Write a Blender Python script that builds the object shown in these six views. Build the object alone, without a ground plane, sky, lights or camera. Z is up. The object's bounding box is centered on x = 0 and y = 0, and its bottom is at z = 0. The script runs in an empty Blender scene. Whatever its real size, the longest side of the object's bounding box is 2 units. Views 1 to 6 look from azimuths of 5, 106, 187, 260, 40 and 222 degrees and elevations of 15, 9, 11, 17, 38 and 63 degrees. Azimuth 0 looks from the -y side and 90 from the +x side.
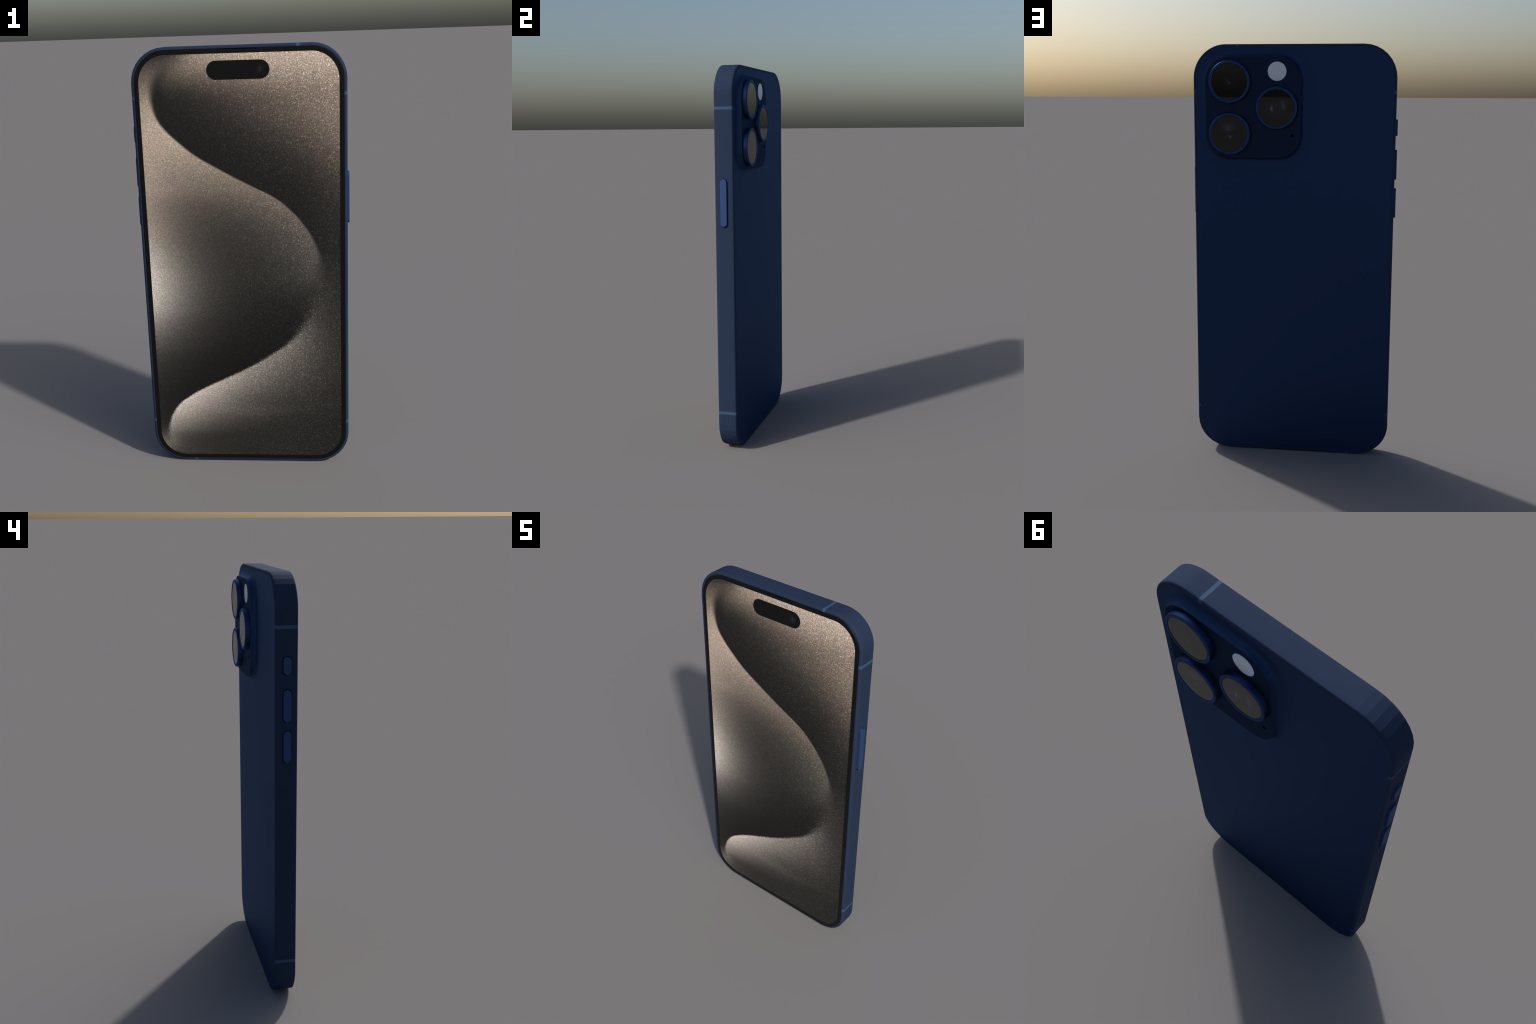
"""A tall blue slab phone standing upright: faceted metal band with antenna breaks, matt back with a
raised camera island and three ringed lenses, and a black-bordered screen showing a dusty S-shaped wave."""
import bpy, bmesh, math
from mathutils import Vector

# ------------------------------------------------------------------ sizes (metres, z up, screen faces -y)
HW, HH = 0.4775, 1.0            # half width / half height of the metal band
R_BODY = 0.1555                 # corner radius of the band
RIM = 0.0128                    # how far the rounded rim reaches in from the outline
Y_GLASS, Y_FRONT, Y_BACK = -0.0742, -0.0728, 0.0272
Y_FLAT0, Y_FLAT1 = -0.0655, 0.0192
INSET_SCREEN = 0.0340           # outline -> lit screen
Y_PLATEAU, Y_RING, Y_LENS = 0.0530, 0.0745, 0.0728

# ------------------------------------------------------------------ small helpers
root = bpy.data.objects.new("smartphone", None)
bpy.context.collection.objects.link(root)
root["label"] = "tall blue slab phone with triple camera island and beige wave screen"
root["category"] = "phone"


def add(name, bm, parent, mats, smooth_angle=None):
    me = bpy.data.meshes.new(name)
    bm.normal_update()
    bm.to_mesh(me)
    bm.free()
    for m in mats:
        me.materials.append(m)
    if smooth_angle is not None:
        me.shade_smooth()
        me.set_sharp_from_angle(angle=math.radians(smooth_angle))
    ob = bpy.data.objects.new(name, me)
    bpy.context.collection.objects.link(ob)
    ob.parent = parent
    return ob


def outline(inset=0.0, extra=()):
    """Rounded rectangle in (x, z), counter-clockwise seen from the front, as (x, z, nx, nz, key).
    Two diagonal corners are coarse (8 facets), the other two fine, as on the original band."""
    r = R_BODY - inset
    cx, cz = HW - R_BODY, HH - R_BODY
    pts = []
    #        centre signs, start angle, segments
    for sx, sz, a0, n in ((1, 1, 0, 28), (-1, 1, 90, 8), (-1, -1, 180, 28), (1, -1, 270, 8)):
        for i in range(n + 1):
            a = math.radians(a0 + 90.0 * i / n)
            pts.append((sx * cx + r * math.cos(a), HH + sz * cz + r * math.sin(a),
                        math.cos(a), math.sin(a), "facet" if n == 8 else "round"))
        # stations on the straight run that follows this corner
        for side, s in extra:
            if side == a0:
                x, z = pts[-1][0], pts[-1][1]
                nx, nz = pts[-1][2], pts[-1][3]
                if a0 in (0, 180):
                    pts.append((s, z, nx, nz, "flat"))
                else:
                    pts.append((x, s, nx, nz, "flat"))
    return pts


def fill_outline(bm, pts, y, flip=False):
    vs = [bm.verts.new((p[0], y, p[1])) for p in pts]
    f = bm.faces.new(vs if not flip else vs[::-1])
    return vs, f


def pill_points(cx, cz, half_len, r, n=20):
    """Vertical capsule outline in its own plane (u, v)."""
    pts = []
    for i in range(n + 1):
        a = math.pi * i / n
        pts.append((cx + r * math.cos(a), cz + half_len - r + r * math.sin(a)))
    for i in range(n + 1):
        a = math.pi + math.pi * i / n
        pts.append((cx + r * math.cos(a), cz - half_len + r + r * math.sin(a)))
    return pts


def circle_points(cx, cz, r, n=48):
    return [(cx + r * math.cos(2 * math.pi * i / n), cz + r * math.sin(2 * math.pi * i / n)) for i in range(n)]


def extruded(loop, to3d, levels, cap_start=False, cap_end=True):
    """Loft a closed 2D loop through levels of (depth, shrink factor toward loop centre as inset distance)."""
    bm = bmesh.new()
    cu = sum(p[0] for p in loop) / len(loop)
    cv = sum(p[1] for p in loop) / len(loop)
    n = len(loop)
    # per-point outward direction for a real inset
    dirs = []
    for i in range(n):
        a, b = Vector(loop[i - 1]), Vector(loop[(i + 1) % n])
        t = (b - a)
        d = Vector((t.y, -t.x))
        d.normalize()
        if d.dot(Vector(loop[i]) - Vector((cu, cv))) < 0:
            d = -d
        dirs.append(d)
    rings = []
    for depth, inset in levels:
        rings.append([bm.verts.new(to3d(loop[i][0] - dirs[i].x * inset, loop[i][1] - dirs[i].y * inset, depth))
                      for i in range(n)])
    for a, b in zip(rings, rings[1:]):
        for i in range(n):
            j = (i + 1) % n
            bm.faces.new((a[i], a[j], b[j], b[i]))
    if cap_start:
        bm.faces.new(rings[0])
    if cap_end:
        bm.faces.new(rings[-1])
    bmesh.ops.recalc_face_normals(bm, faces=bm.faces)
    return bm


def plate_with_holes(rect, holes, to3d):
    """Flat rectangle with holes, filled by Blender's own 2D curve filling."""
    cu = bpy.data.curves.new("plate_outline", "CURVE")
    cu.dimensions = "2D"
    cu.fill_mode = "BOTH"
    u0, u1, v0, v1 = rect
    for loop in [[(u0, v0), (u1, v0), (u1, v1), (u0, v1)]] + holes:
        sp = cu.splines.new("POLY")
        sp.points.add(len(loop) - 1)
        for p, q in zip(sp.points, loop):
            p.co = (q[0], q[1], 0, 1)
        sp.use_cyclic_u = True
    ob = bpy.data.objects.new("plate_outline", cu)
    bpy.context.collection.objects.link(ob)
    dg = bpy.context.evaluated_depsgraph_get()
    me = bpy.data.meshes.new_from_object(ob.evaluated_get(dg))
    bpy.data.objects.remove(ob)
    bpy.data.curves.remove(cu)
    out = [([tuple(to3d(me.vertices[i].co.x, me.vertices[i].co.y, 0.0)) for i in p.vertices]) for p in me.polygons]
    bpy.data.meshes.remove(me)
    return out


# ------------------------------------------------------------------ materials
class Sh:
    """Tiny expression wrapper so node maths reads like a formula."""
    def __init__(self, nt, sock):
        self.nt, self.s = nt, sock

    def _m(self, op, *args, clamp=False):
        n = self.nt.nodes.new("ShaderNodeMath")
        n.operation = op
        n.use_clamp = clamp
        for i, a in enumerate(args):
            if isinstance(a, Sh):
                self.nt.links.new(a.s, n.inputs[i])
            else:
                n.inputs[i].default_value = a
        return Sh(self.nt, n.outputs[0])

    def __add__(self, o): return self._m("ADD", self, o)
    __radd__ = __add__
    def __sub__(self, o): return self._m("SUBTRACT", self, o)
    def __rsub__(self, o): return self._m("SUBTRACT", o, self)
    def __mul__(self, o): return self._m("MULTIPLY", self, o)
    __rmul__ = __mul__
    def __truediv__(self, o): return self._m("DIVIDE", self, o)
    def pow(self, o): return self._m("POWER", self, o)
    def sqrt(self): return self._m("SQRT", self)
    def exp(self): return self._m("EXPONENT", self)
    def max(self, o): return self._m("MAXIMUM", self, o)
    def min(self, o): return self._m("MINIMUM", self, o)
    def clamp01(self): return self._m("ADD", self, 0.0, clamp=True)

    def smooth(self, a, b):
        n = self.nt.nodes.new("ShaderNodeMapRange")
        n.interpolation_type = "SMOOTHSTEP"
        self.nt.links.new(self.s, n.inputs["Value"])
        for k, v in (("From Min", a), ("From Max", b), ("To Min", 0.0), ("To Max", 1.0)):
            if isinstance(v, Sh):
                self.nt.links.new(v.s, n.inputs[k])
            else:
                n.inputs[k].default_value = v
        return Sh(self.nt, n.outputs["Result"])

    def curve(self, points, lo, hi):
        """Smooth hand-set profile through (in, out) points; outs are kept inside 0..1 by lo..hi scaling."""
        x0, x1 = points[0][0], points[-1][0]
        t = ((self - x0) * (1.0 / (x1 - x0))).clamp01()
        n = self.nt.nodes.new("ShaderNodeFloatCurve")
        c = n.mapping.curves[0]
        pts = [((p - x0) / (x1 - x0), (q - lo) / (hi - lo)) for p, q in points]
        c.points[0].location = pts[0]
        c.points[1].location = pts[-1]
        for p in pts[1:-1]:
            c.points.new(*p)
        n.mapping.update()
        self.nt.links.new(t.s, n.inputs["Value"])
        return Sh(self.nt, n.outputs[0]) * (hi - lo) + lo


def mix(a, b, t):
    return a + (b - a) * t


def new_material(name):
    m = bpy.data.materials.new(name)
    m.use_nodes = True
    return m, m.node_tree, m.node_tree.nodes["Principled BSDF"]


def plain(name, color, rough=0.5, metallic=0.0, spec=0.5, grain=0.0, grain_scale=400.0, tint=None):
    m, nt, b = new_material(name)
    b.inputs["Base Color"].default_value = (*color, 1)
    b.inputs["Roughness"].default_value = rough
    b.inputs["Metallic"].default_value = metallic
    b.inputs["Specular IOR Level"].default_value = spec
    if tint:
        b.inputs["Specular Tint"].default_value = (*tint, 1)
    if grain:
        tc = nt.nodes.new("ShaderNodeTexCoord")
        nz = nt.nodes.new("ShaderNodeTexNoise")
        nz.inputs["Scale"].default_value = grain_scale
        nz.inputs["Detail"].default_value = 2.0
        nt.links.new(tc.outputs["Object"], nz.inputs["Vector"])
        mr = nt.nodes.new("ShaderNodeMapRange")
        mr.inputs["To Min"].default_value = rough - grain
        mr.inputs["To Max"].default_value = rough + grain
        nt.links.new(nz.outputs["Fac"], mr.inputs["Value"])
        nt.links.new(mr.outputs["Result"], b.inputs["Roughness"])
    return m


MAT_FRAME = plain("brushed_blue_metal", (0.0245, 0.0390, 0.079), rough=0.75, metallic=0.15, spec=0.05, grain=0.02, tint=(0.75, 0.85, 1.0))
MAT_BAND = plain("antenna_plastic", (0.045, 0.086, 0.156), rough=0.60, spec=0.06)
MAT_BUTTON = plain("button_metal", (0.062, 0.112, 0.255), rough=0.80, metallic=1.0)
MAT_BACK = plain("matt_blue_glass", (0.027, 0.052, 0.130), rough=0.60, metallic=1.0, grain=0.02, tint=(0.68, 0.80, 1.0))
MAT_PLATEAU = plain("island_blue_glass", (0.0180, 0.0275, 0.060), rough=0.55, metallic=1.0, tint=(0.50, 0.58, 0.78))
MAT_RING = plain("lens_ring_metal", (0.028, 0.054, 0.145), rough=0.45, metallic=1.0, tint=(0.6, 0.7, 0.95))
MAT_BLACK = plain("black_border_glass", (0.0030, 0.0030, 0.0030), rough=0.30, spec=0.28)
MAT_CUT = plain("dark_gap", (0.0008, 0.0010, 0.0018), rough=0.7, spec=0.0)
MAT_FLASH = plain("flash_diffuser", (0.70, 0.72, 0.76), rough=0.35)
MAT_FLASH_RIM = plain("flash_rim", (0.22, 0.42, 0.68), rough=0.4)


def screen_material():
    """Wallpaper: a soft S-shaped fold, lit on its upper lip and left flank, drawn as smooth rules in x and z."""
    m, nt, b = new_material("screen_wave_picture")
    tc = nt.nodes.new("ShaderNodeTexCoord")
    sep = nt.nodes.new("ShaderNodeSeparateXYZ")
    nt.links.new(tc.outputs["Object"], sep.inputs[0])
    x, z = Sh(nt, sep.outputs[0]), Sh(nt, sep.outputs[2])

    def noise(scale, detail=2.0, rough=0.5):
        n = nt.nodes.new("ShaderNodeTexNoise")
        n.inputs["Scale"].default_value = scale
        n.inputs["Detail"].default_value = detail
        n.inputs["Roughness"].default_value = rough
        nt.links.new(tc.outputs["Object"], n.inputs["Vector"])
        return Sh(nt, n.outputs["Fac"])

    # spine of the S: x of the fold for every height
    spine = [(0.034, -0.338), (0.063, -0.371), (0.115, -0.399), (0.165, -0.404), (0.218, -0.393), (0.267, -0.371),
             (0.306, -0.341), (0.346, -0.290), (0.394, -0.207), (0.441, -0.109), (0.501, 0.012), (0.564, 0.115),
             (0.622, 0.195), (0.696, 0.258), (0.777, 0.301), (0.857, 0.329), (0.936, 0.345), (1.030, 0.350),
             (1.115, 0.325), (1.192, 0.281), (1.261, 0.223), (1.322, 0.151), (1.369, 0.063), (1.415, -0.024),
             (1.473, -0.126), (1.526, -0.212), (1.586, -0.283), (1.642, -0.339), (1.694, -0.373), (1.745, -0.388),
             (1.795, -0.392), (1.852, -0.381), (1.914, -0.337), (1.964, -0.272)]
    f = z.curve(spine, -0.5, 0.5)
    g = ((z + 0.03).curve(spine, -0.5, 0.5) - (z - 0.03).curve(spine, -0.5, 0.5)) * (1 / 0.06)
    d = (x - f) / (g * g + 1.0).sqrt()          # distance from the fold, + to the right of it

    right = x.smooth(0.22, 0.46)
    corner_glow = (0 - ((x + 0.42) * (1 / 0.055)).pow(2.0) - ((z - 0.085) * (1 / 0.07)).pow(2.0)).exp()

    # left of the fold: lit lip along the upper edge, glow from the left border
    lip = z.curve([(0.03, 0.0), (0.70, 0.0), (0.80, 0.03), (0.86, 0.06), (0.93, 0.12), (1.05, 0.19), (1.20, 0.225),
                   (1.37, 0.285), (1.50, 0.345), (1.60, 0.395), (1.70, 0.395), (1.80, 0.30), (1.86, 0.23),
                   (1.92, 0.15), (1.97, 0.08)], 0.0, 1.0)
    side = z.curve([(0.03, 0.06), (0.30, 0.045), (0.50, 0.09), (0.61, 0.19), (0.73, 0.37), (0.82, 0.53), (0.92, 0.59),
                    (1.02, 0.53), (1.14, 0.42), (1.30, 0.32), (1.50, 0.22), (1.70, 0.10), (1.97, 0.0)], 0.0, 1.0)
    inside = 0.113 + lip * (0 - (d.min(0.0) * (-1 / 0.272)).pow(1.24)).exp() \
        + side * (0 - ((x + 0.442).max(0.0) * (1 / 0.19)).pow(1.25)).exp() + corner_glow * 0.20

    # above / right of the fold: dark valley that brightens to the top right
    q = x * 0.55 + z * 0.83
    rise = q.curve([(1.05, 0.0), (1.20, 0.005), (1.35, 0.045), (1.45, 0.120), (1.55, 0.205), (1.65, 0.275), (1.80, 0.30),
                    (1.90, 0.305)], 0.0, 1.0)
    above = 0.122 + rise + z.smooth(1.76, 1.985) * 0.21 + right * 0.03
    valley = (0 - (d * (1 / 0.05)).pow(2.0)).exp() * z.smooth(1.72, 1.86)
    above = above * (1.0 - valley * 0.30)

    # below the fold: bright crest that fades square to the fold (measured from the foot point on it)
    along = g / (g * g + 1.0).sqrt()
    foot_z = z + d.max(0.0).min(0.4) * along
    reach = ((x - foot_z.curve(spine, -0.5, 0.5)).pow(2.0) + (z - foot_z).pow(2.0)).sqrt()
    crest = foot_z.curve([(0.03, 0.07), (0.06, 0.09), (0.12, 0.15), (0.18, 0.31), (0.235, 0.42), (0.31, 0.53),
                          (0.40, 0.49), (0.44, 0.43), (0.50, 0.345), (0.56, 0.295), (0.62, 0.255), (0.70, 0.175),
                          (0.78, 0.09), (0.86, 0.06), (0.95, 0.04), (1.05, 0.025)], 0.0, 1.0)
    below = 0.152 + crest * (0 - (reach * (1 / 0.173)).pow(1.25)).exp() - right * 0.01 + corner_glow * 0.14
    outside = mix(below, above, z.smooth(0.90, 1.10))

    soft = z.curve([(0.03, 0.06), (0.15, 0.035), (0.25, 0.013), (0.45, 0.014), (0.60, 0.026), (0.72, 0.065),
                    (0.88, 0.110), (1.00, 0.060), (1.15, 0.016), (1.50, 0.012), (1.70, 0.020), (1.82, 0.050),
                    (1.97, 0.080)], 0.0, 0.2)
    # the fold's edge breaks up into dust
    dust = noise(250.0, 2.0, 0.6)
    edge = (d + (dust - 0.5) * soft * 0.9).smooth(soft * -0.5, soft * 0.5)
    v = mix(inside, outside, edge)

    # grain: fine dust everywhere, rare sparkles toward the right and the top
    coarse = noise(190.0, 2.0, 0.6)
    v = v * (1.0 + (dust - 0.5) * (0.80 + x.smooth(-0.25, 0.3) * 0.45) + (coarse - 0.5) * 0.55)
    spark = noise(250.0, 0.0).smooth(0.69, 0.84) * mix(x.smooth(-0.3, 0.3), x.smooth(-0.6, 0.0), z.smooth(1.2, 1.6))
    v = v + spark * (0.065 + v * 0.25)
    lum = v.max(0.0).pow(2.25) * 1.42

    # tint: warm at the top, neutral in the middle, with faint rosy and olive clouds
    cloud = noise(9.0, 2.0) - 0.5
    warm = z.curve([(0.03, 0.30), (0.40, 0.22), (0.85, 0.12), (1.20, 0.60), (1.60, 1.0), (1.97, 1.0)], 0.0, 1.0)
    warm = warm * v.smooth(0.10, 0.35)          # the black valleys stay neutral
    red = lum * (1.040 + warm * 0.16 + cloud * 0.16)
    green = lum * (0.978 - cloud * 0.06)
    blue = lum * (0.895 - warm * 0.105 + cloud * 0.10)
    cc = nt.nodes.new("ShaderNodeCombineColor")
    for s, k in ((red, "Red"), (green, "Green"), (blue, "Blue")):
        nt.links.new(s.min(0.95).s, cc.inputs[k])
    nt.links.new(cc.outputs[0], b.inputs["Base Color"])
    b.inputs["Roughness"].default_value = 0.35
    b.inputs["Specular IOR Level"].default_value = 0.22
    return m


MAT_SCREEN = screen_material()


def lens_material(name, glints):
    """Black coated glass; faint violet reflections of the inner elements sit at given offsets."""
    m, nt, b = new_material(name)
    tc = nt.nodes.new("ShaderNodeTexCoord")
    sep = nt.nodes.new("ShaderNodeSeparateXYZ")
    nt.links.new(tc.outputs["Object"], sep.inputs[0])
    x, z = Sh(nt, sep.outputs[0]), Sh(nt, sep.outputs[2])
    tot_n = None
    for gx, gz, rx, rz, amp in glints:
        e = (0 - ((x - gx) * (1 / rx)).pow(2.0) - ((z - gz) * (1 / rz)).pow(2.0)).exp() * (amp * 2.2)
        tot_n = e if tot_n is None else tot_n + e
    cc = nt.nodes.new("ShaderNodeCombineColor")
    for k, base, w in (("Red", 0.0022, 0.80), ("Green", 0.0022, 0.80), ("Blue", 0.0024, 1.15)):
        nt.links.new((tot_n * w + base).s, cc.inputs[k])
    nt.links.new(cc.outputs[0], b.inputs["Base Color"])  # glints and inner reflections are painted into the glass's base colour
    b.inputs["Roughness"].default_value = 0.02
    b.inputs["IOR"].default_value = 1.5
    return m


# ------------------------------------------------------------------ metal band (frame), antenna breaks, buttons
# side, station: stations on the straight runs (0 = top, 90 = left/-x, 180 = bottom, 270 = right/+x)
TOP_BREAK = (0.2735, 0.2585)
BOT_BREAK = (-0.2845, -0.2690)
LEFT_BREAKS = ((1.7895, 1.7745), (0.2240, 0.2095))
RIGHT_BREAKS = ((0.2105, 0.2255), (1.7745, 1.7895))
BTN_Y0, BTN_Y1 = -0.0490, -0.0020          # strip of the side that carries the buttons
LEFT_PLATE = (1.680, 1.170)
RIGHT_PLATE = (1.170, 1.460)
BOTTOM_PLATE = (-0.255, 0.255)
stations = [(0, s) for s in TOP_BREAK]
stations += [(90, s) for s in (*LEFT_BREAKS[0], *LEFT_PLATE, *LEFT_BREAKS[1])]
stations += [(180, s) for s in (*BOT_BREAK, *BOTTOM_PLATE)]
stations += [(270, s) for s in (*RIGHT_BREAKS[0], *RIGHT_PLATE, *RIGHT_BREAKS[1])]


def rim_profile():
    """(inset, y) from the front lip round to the back lip."""
    prof = [(RIM + 0.004, Y_FRONT + 0.004), (RIM, Y_FRONT)]
    n = 6
    for i in range(1, n + 1):
        a = math.pi / 2 * i / n
        prof.append((RIM * (1 - math.sin(a)), Y_FLAT0 - (Y_FLAT0 - Y_FRONT) * math.cos(a)))
    prof += [(0.0, BTN_Y0), (0.0, BTN_Y1), (0.0, Y_FLAT1)]
    for i in range(1, n + 1):
        a = math.pi / 2 * i / n
        prof.append((RIM * (1 - math.cos(a)), Y_FLAT1 + (Y_BACK - Y_FLAT1) * math.sin(a)))
    return prof


def in_run(p, q, run, axis):
    lo, hi = min(run), max(run)
    c = 0.5 * (p[axis] + q[axis])
    return lo < c < hi and p[4] == "flat" and q[4] == "flat"


prof = rim_profile()
path = outline(0.0, stations)
N = len(path)
frame_bm = bmesh.new()
break_bms = {}
grid = [[frame_bm.verts.new((p[0] - p[2] * i, y, p[1] - p[3] * i)) for i, y in prof] for p in path]
for k in range(N):
    p, q = path[k], path[(k + 1) % N]
    brk = plate = None
    if p[4] == q[4] == "flat":
        onside = abs(p[2]) > 0.5
        runs = ([("left", r) for r in LEFT_BREAKS] if p[2] < -0.5 else [("right", r) for r in RIGHT_BREAKS]) if onside \
            else ([("top", TOP_BREAK)] if p[3] > 0.5 else [("bottom", BOT_BREAK)])
        for nm, r in runs:
            if in_run(p, q, r, 1 if onside else 0):
                brk = (nm, r)
        pr = (LEFT_PLATE if p[2] < -0.5 else RIGHT_PLATE) if onside else (BOTTOM_PLATE if p[3] < -0.5 else None)
        plate = pr is not None and in_run(p, q, pr, 1 if onside else 0)
    for j in range(len(prof) - 1):
        if plate and prof[j][1] == BTN_Y0:
            continue
        if brk:
            bb = break_bms.setdefault(brk, bmesh.new())
            pl = 0.0004 if 1 <= j else 0.0
            quad = []
            for pp, jj in ((p, j), (q, j), (q, j + 1), (p, j + 1)):
                i, y = prof[jj]
                quad.append(bb.verts.new((pp[0] - pp[2] * (i - pl), y, pp[1] - pp[3] * (i - pl))))
            bb.faces.new(quad)
        else:
            a, b_ = grid[k], grid[(k + 1) % N]
            frame_bm.faces.new((a[j], b_[j], b_[j + 1], a[j + 1]))
loose = [v for v in frame_bm.verts if not v.link_faces]
bmesh.ops.delete(frame_bm, geom=loose, context="VERTS")

# button openings, port and speaker holes are real openings in flat plates let into the band
GAP = 0.0030
BTN_C, BTN_R = -0.0258, 0.0172
left_buttons = (("action_button", 1.6190, 0.0385), ("volume_button", 1.4455, 0.0705), ("volume_button", 1.2640, 0.0705))
right_buttons = (("power_button", 1.3140, 0.1195),)


def on_left(u, v, d): return (-HW - d, u, v)
def on_right(u, v, d): return (HW + d, u, v)
def on_bottom(u, v, d): return (u, v, -d)


for faces in (plate_with_holes((BTN_Y0, BTN_Y1, LEFT_PLATE[1], LEFT_PLATE[0]),
                               [pill_points(BTN_C, c, h + GAP, BTN_R + GAP) for _, c, h in left_buttons], on_left),
              plate_with_holes((BTN_Y0, BTN_Y1, RIGHT_PLATE[0], RIGHT_PLATE[1]),
                               [pill_points(BTN_C, c, h + GAP, BTN_R + GAP) for _, c, h in right_buttons], on_right)):
    for f in faces:
        frame_bm.faces.new([frame_bm.verts.new(c) for c in f])

port_loop = [(v, u) for u, v in pill_points(BTN_C, 0.0, 0.062, 0.0175)]
speaker_x = [0.118 + 0.0235 * i for i in range(5)]
mic_x = [-x for x in speaker_x[:5]]
screw_x = (-0.087, 0.087)
holes = [port_loop] + [circle_points(x, BTN_C, 0.0085, 20) for x in speaker_x + mic_x] \
    + [circle_points(x, BTN_C, 0.0075, 20) for x in screw_x]
for f in plate_with_holes((BOTTOM_PLATE[0], BOTTOM_PLATE[1], BTN_Y0, BTN_Y1), holes, on_bottom):
    frame_bm.faces.new([frame_bm.verts.new(c) for c in f])

bmesh.ops.remove_doubles(frame_bm, verts=frame_bm.verts, dist=1e-5)
bmesh.ops.recalc_face_normals(frame_bm, faces=frame_bm.faces)
facet_xz = {(round(p[0], 4), round(p[1], 4)) for p in path if p[4] == "facet"}
frame = add("frame", frame_bm, root, [MAT_FRAME])
frame.data.shade_smooth()
# the coarse corners keep hard creases between their facets (along the thickness only)
sharp = frame.data.attributes.new("sharp_edge", "BOOLEAN", "EDGE")
for e in frame.data.edges:
    a, b_ = (frame.data.vertices[i].co for i in e.vertices)
    same_station = abs(a.y - b_.y) > 1e-4 and math.hypot(a.x - b_.x, a.z - b_.z) < 0.006
    if same_station:
        for v in (a,):
            dx, dz = abs(v.x) - (HW - R_BODY), abs(v.z - HH) - (HH - R_BODY)
            if dx > -1e-4 and dz > -1e-4 and (v.x * (v.z - HH)) < 0:
                sharp.data[e.index].value = True

for (nm, r), bb in break_bms.items():
    bmesh.ops.remove_doubles(bb, verts=bb.verts, dist=1e-5)
    bmesh.ops.recalc_face_normals(bb, faces=bb.faces)
    add("antenna_band", bb, frame, [MAT_BAND], 40)

for parts, to3d in ((left_buttons, on_left), (right_buttons, on_right)):
    for nm, c, h in parts:
        loop = pill_points(BTN_C, c, h, BTN_R)
        add(nm, extruded(loop, to3d, [(-0.010, 0), (0.0076, 0), (0.0084, 0.0008), (0.0084, 0.004)]), frame,
            [MAT_BUTTON], 30)
        add("button_recess", extruded(pill_points(BTN_C, c, h + GAP, BTN_R + GAP), to3d, [(0.0, 0), (-0.010, 0)]),
            frame, [MAT_CUT])

add("charging_port", extruded(port_loop, on_bottom, [(0.0, 0), (-0.05, 0)]), frame, [MAT_CUT], 40)
add("port_tongue", extruded([(v, u) for u, v in pill_points(BTN_C, 0.0, 0.045, 0.005)], on_bottom,
                            [(-0.045, 0), (-0.006, 0)]), frame, [MAT_BLACK], 40)
for x in speaker_x + mic_x:
    add("speaker_hole", extruded(circle_points(x, BTN_C, 0.0085, 20), on_bottom, [(0.0, 0), (-0.02, 0)]),
        frame, [MAT_CUT], 40)
for x in screw_x:
    add("screw", extruded(circle_points(x, BTN_C, 0.0075, 20), on_bottom, [(0.0, 0), (-0.003, 0)]),
        frame, [MAT_BUTTON], 40)

# ------------------------------------------------------------------ front: border glass, screen, cut-out, earpiece
bm = bmesh.new()
o0, o1, o2 = outline(RIM + 0.0005), outline(RIM + 0.0014), outline(INSET_SCREEN)
rows = [[bm.verts.new((p[0], y, p[1])) for p in o] for o, y in
        ((o0, Y_FRONT + 0.004), (o0, Y_GLASS + 0.0009), (o1, Y_GLASS), (o2, Y_GLASS), (o2, Y_GLASS + 0.0012))]
n = len(o0)
for a, b_ in zip(rows, rows[1:]):
    for i in range(n):
        j = (i + 1) % n
        bm.faces.new((a[i], b_[i], b_[j], a[j]))
bmesh.ops.recalc_face_normals(bm, faces=bm.faces)
front = add("front_glass", bm, root, [MAT_BLACK], 25)

bm = bmesh.new()
fill_outline(bm, outline(INSET_SCREEN), Y_GLASS + 0.0004)
add("screen", bm, front, [MAT_SCREEN])


def on_front(u, v, d): return (u, Y_GLASS + 0.0004 - d, v)


ISLAND_Z, ISLAND_R = 1.8945, 0.0412
island_loop = [(v, u) for u, v in pill_points(ISLAND_Z, 0.0012, 0.1390, ISLAND_R, 28)]
add("camera_cutout", extruded(island_loop, on_front, [(-0.002, 0), (0.0003, 0), (0.0004, 0.0002)]), front, [MAT_BLACK])
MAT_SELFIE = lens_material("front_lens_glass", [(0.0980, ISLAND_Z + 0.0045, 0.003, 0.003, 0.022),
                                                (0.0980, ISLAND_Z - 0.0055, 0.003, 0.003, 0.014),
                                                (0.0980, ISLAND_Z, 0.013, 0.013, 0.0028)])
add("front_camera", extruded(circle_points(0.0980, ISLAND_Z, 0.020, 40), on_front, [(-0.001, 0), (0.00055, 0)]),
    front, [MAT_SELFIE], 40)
slit = [(-0.087, 1.9836), (0.087, 1.9836), (0.087, 1.9858), (-0.087, 1.9858)]
add("earpiece", extruded(slit, lambda u, v, d: (u, Y_GLASS - d, v), [(-0.004, 0), (0.0002, 0)]), front, [MAT_CUT])

# ------------------------------------------------------------------ back panel with the raised camera island
PX0, PX1, PZ0, PZ1 = -0.0368, 0.4130, 1.4760, 1.9428     # flat top of the island
PR = 0.112


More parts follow.
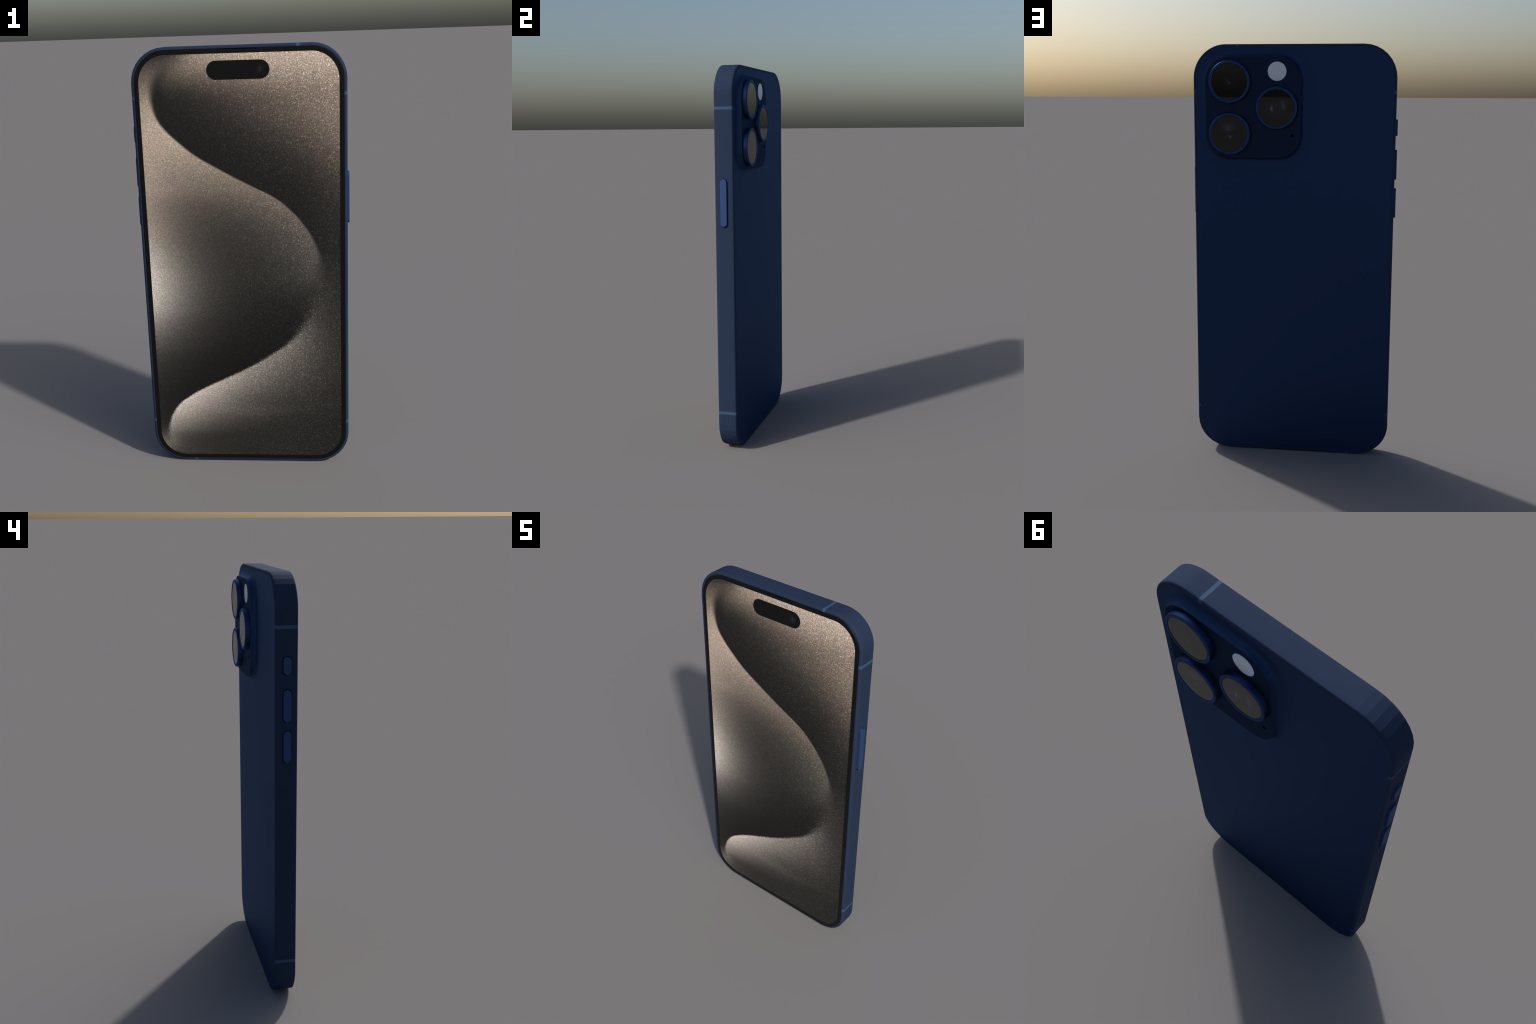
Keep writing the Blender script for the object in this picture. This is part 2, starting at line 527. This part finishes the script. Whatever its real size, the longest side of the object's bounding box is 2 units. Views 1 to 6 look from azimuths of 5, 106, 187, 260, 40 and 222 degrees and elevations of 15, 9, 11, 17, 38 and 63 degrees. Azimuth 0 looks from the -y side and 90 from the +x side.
def island_outline(grow, n=18):
    r = PR + grow
    pts = []
    for cx, cz, a0 in ((PX1 - PR, PZ1 - PR, 0), (PX0 + PR, PZ1 - PR, 90), (PX0 + PR, PZ0 + PR, 180), (PX1 - PR, PZ0 + PR, 270)):
        for i in range(n + 1):
            a = math.radians(a0 + 90 * i / n)
            pts.append((cx + r * math.cos(a), cz + r * math.sin(a)))
    return pts


# the slope: steep at the top lip, swept out in a hollow to the flat back
SLOPE = [(0.0305, Y_BACK), (0.0240, 0.0275), (0.0185, 0.0284), (0.0138, 0.0301), (0.0098, 0.0328), (0.0064, 0.0368),
         (0.0038, 0.0420), (0.0018, 0.0480), (0.0004, 0.0524), (0.0, Y_PLATEAU)]
bm = bmesh.new()
panel = outline(RIM)
outer = [bm.verts.new((p[0], Y_BACK, p[1])) for p in panel]
rings = [[bm.verts.new((x, y, z)) for x, z in island_outline(g)] for g, y in SLOPE]
edges = []
for loop in (outer, rings[0]):
    for i in range(len(loop)):
        edges.append(bm.edges.new((loop[i], loop[(i + 1) % len(loop)])))
res = bmesh.ops.triangle_fill(bm, edges=edges, use_beauty=True, normal=(0, 1, 0))
flat_faces = [g for g in res["geom"] if isinstance(g, bmesh.types.BMFace)]
m = len(rings[0])
for a, b_ in zip(rings, rings[1:]):
    for i in range(m):
        j = (i + 1) % m
        bm.faces.new((a[i], a[j], b_[j], b_[i]))
bmesh.ops.recalc_face_normals(bm, faces=bm.faces)
bm.normal_update()
if sum(f.normal.y for f in bm.faces) < 0:
    bmesh.ops.reverse_faces(bm, faces=bm.faces)
back = add("back_panel", bm, root, [MAT_BACK], 50)

bm = bmesh.new()
vs = [bm.verts.new((x, Y_PLATEAU, z)) for x, z in island_outline(0.0)]
f = bm.faces.new(vs)
f.normal_update()
if f.normal.y < 0:
    f.normal_flip()
island = add("camera_island", bm, root, [MAT_PLATEAU])

RING_R, GLASS_R = 0.0980, 0.0845
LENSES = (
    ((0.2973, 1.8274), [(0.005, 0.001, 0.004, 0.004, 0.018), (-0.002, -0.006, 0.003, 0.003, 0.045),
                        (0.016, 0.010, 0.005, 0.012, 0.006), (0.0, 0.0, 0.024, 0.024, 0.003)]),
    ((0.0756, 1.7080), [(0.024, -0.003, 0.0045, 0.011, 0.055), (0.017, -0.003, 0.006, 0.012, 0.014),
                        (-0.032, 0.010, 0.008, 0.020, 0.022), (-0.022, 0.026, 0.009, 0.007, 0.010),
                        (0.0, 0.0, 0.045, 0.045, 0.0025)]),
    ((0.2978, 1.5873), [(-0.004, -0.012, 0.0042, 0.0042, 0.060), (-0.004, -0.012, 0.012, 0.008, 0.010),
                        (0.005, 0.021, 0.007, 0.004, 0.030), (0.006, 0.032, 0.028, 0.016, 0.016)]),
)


def spun(profile, centre, n=72, cap=True):
    """Turn a (radius, y) profile round an axis along y; local coordinates are centred on the axis."""
    bm = bmesh.new()
    rings = [[bm.verts.new((r * math.cos(2 * math.pi * i / n), y, r * math.sin(2 * math.pi * i / n))) for i in range(n)]
             for r, y in profile]
    for a, b_ in zip(rings, rings[1:]):
        for i in range(n):
            j = (i + 1) % n
            bm.faces.new((a[i], a[j], b_[j], b_[i]))
    if cap:
        bm.faces.new(rings[-1])
    bmesh.ops.recalc_face_normals(bm, faces=bm.faces)
    bm.normal_update()
    if sum(f.normal.y * f.calc_area() for f in bm.faces) < 0:
        bmesh.ops.reverse_faces(bm, faces=bm.faces)
    return bm


ring_mesh = None
for (cx, cz), glints in LENSES:
    prof_ring = [(RING_R + 0.0012, Y_PLATEAU - 0.002), (RING_R + 0.0006, Y_PLATEAU + 0.002), (RING_R, Y_RING - 0.0042),
                 (RING_R - 0.0007, Y_RING - 0.0022), (RING_R - 0.0024, Y_RING - 0.0006), (RING_R - 0.0045, Y_RING),
                 (GLASS_R + 0.0014, Y_RING), (GLASS_R, Y_RING - 0.0008), (GLASS_R - 0.0004, Y_LENS - 0.003)]
    if ring_mesh is None:
        ring = add("lens_ring", spun(prof_ring, None, cap=False), island, [MAT_RING], 50)
        ring_mesh = ring.data
    else:
        ring = bpy.data.objects.new("lens_ring", ring_mesh)
        bpy.context.collection.objects.link(ring)
        ring.parent = island
    ring.location = (cx, 0, cz)
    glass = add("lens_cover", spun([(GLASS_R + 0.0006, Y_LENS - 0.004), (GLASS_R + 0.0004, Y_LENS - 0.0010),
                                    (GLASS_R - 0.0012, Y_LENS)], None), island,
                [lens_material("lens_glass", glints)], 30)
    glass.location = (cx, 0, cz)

flash = add("flash", spun([(0.0425, Y_PLATEAU - 0.001), (0.0425, Y_PLATEAU + 0.0008), (0.0420, Y_PLATEAU + 0.0010)], None),
            island, [MAT_FLASH], 30)
flash.location = (0.0750, 0, 1.8752)
rim = add("flash_rim", spun([(0.0442, Y_PLATEAU - 0.001), (0.0442, Y_PLATEAU + 0.0006), (0.0425, Y_PLATEAU + 0.0006)], None, cap=False),
          island, [MAT_FLASH_RIM], 30)
rim.location = flash.location
mic = add("microphone_hole", spun([(0.0070, Y_PLATEAU - 0.001), (0.0070, Y_PLATEAU + 0.0005)], None, 24), island, [MAT_CUT])
mic.location = (0.0025, 0, 1.5812)
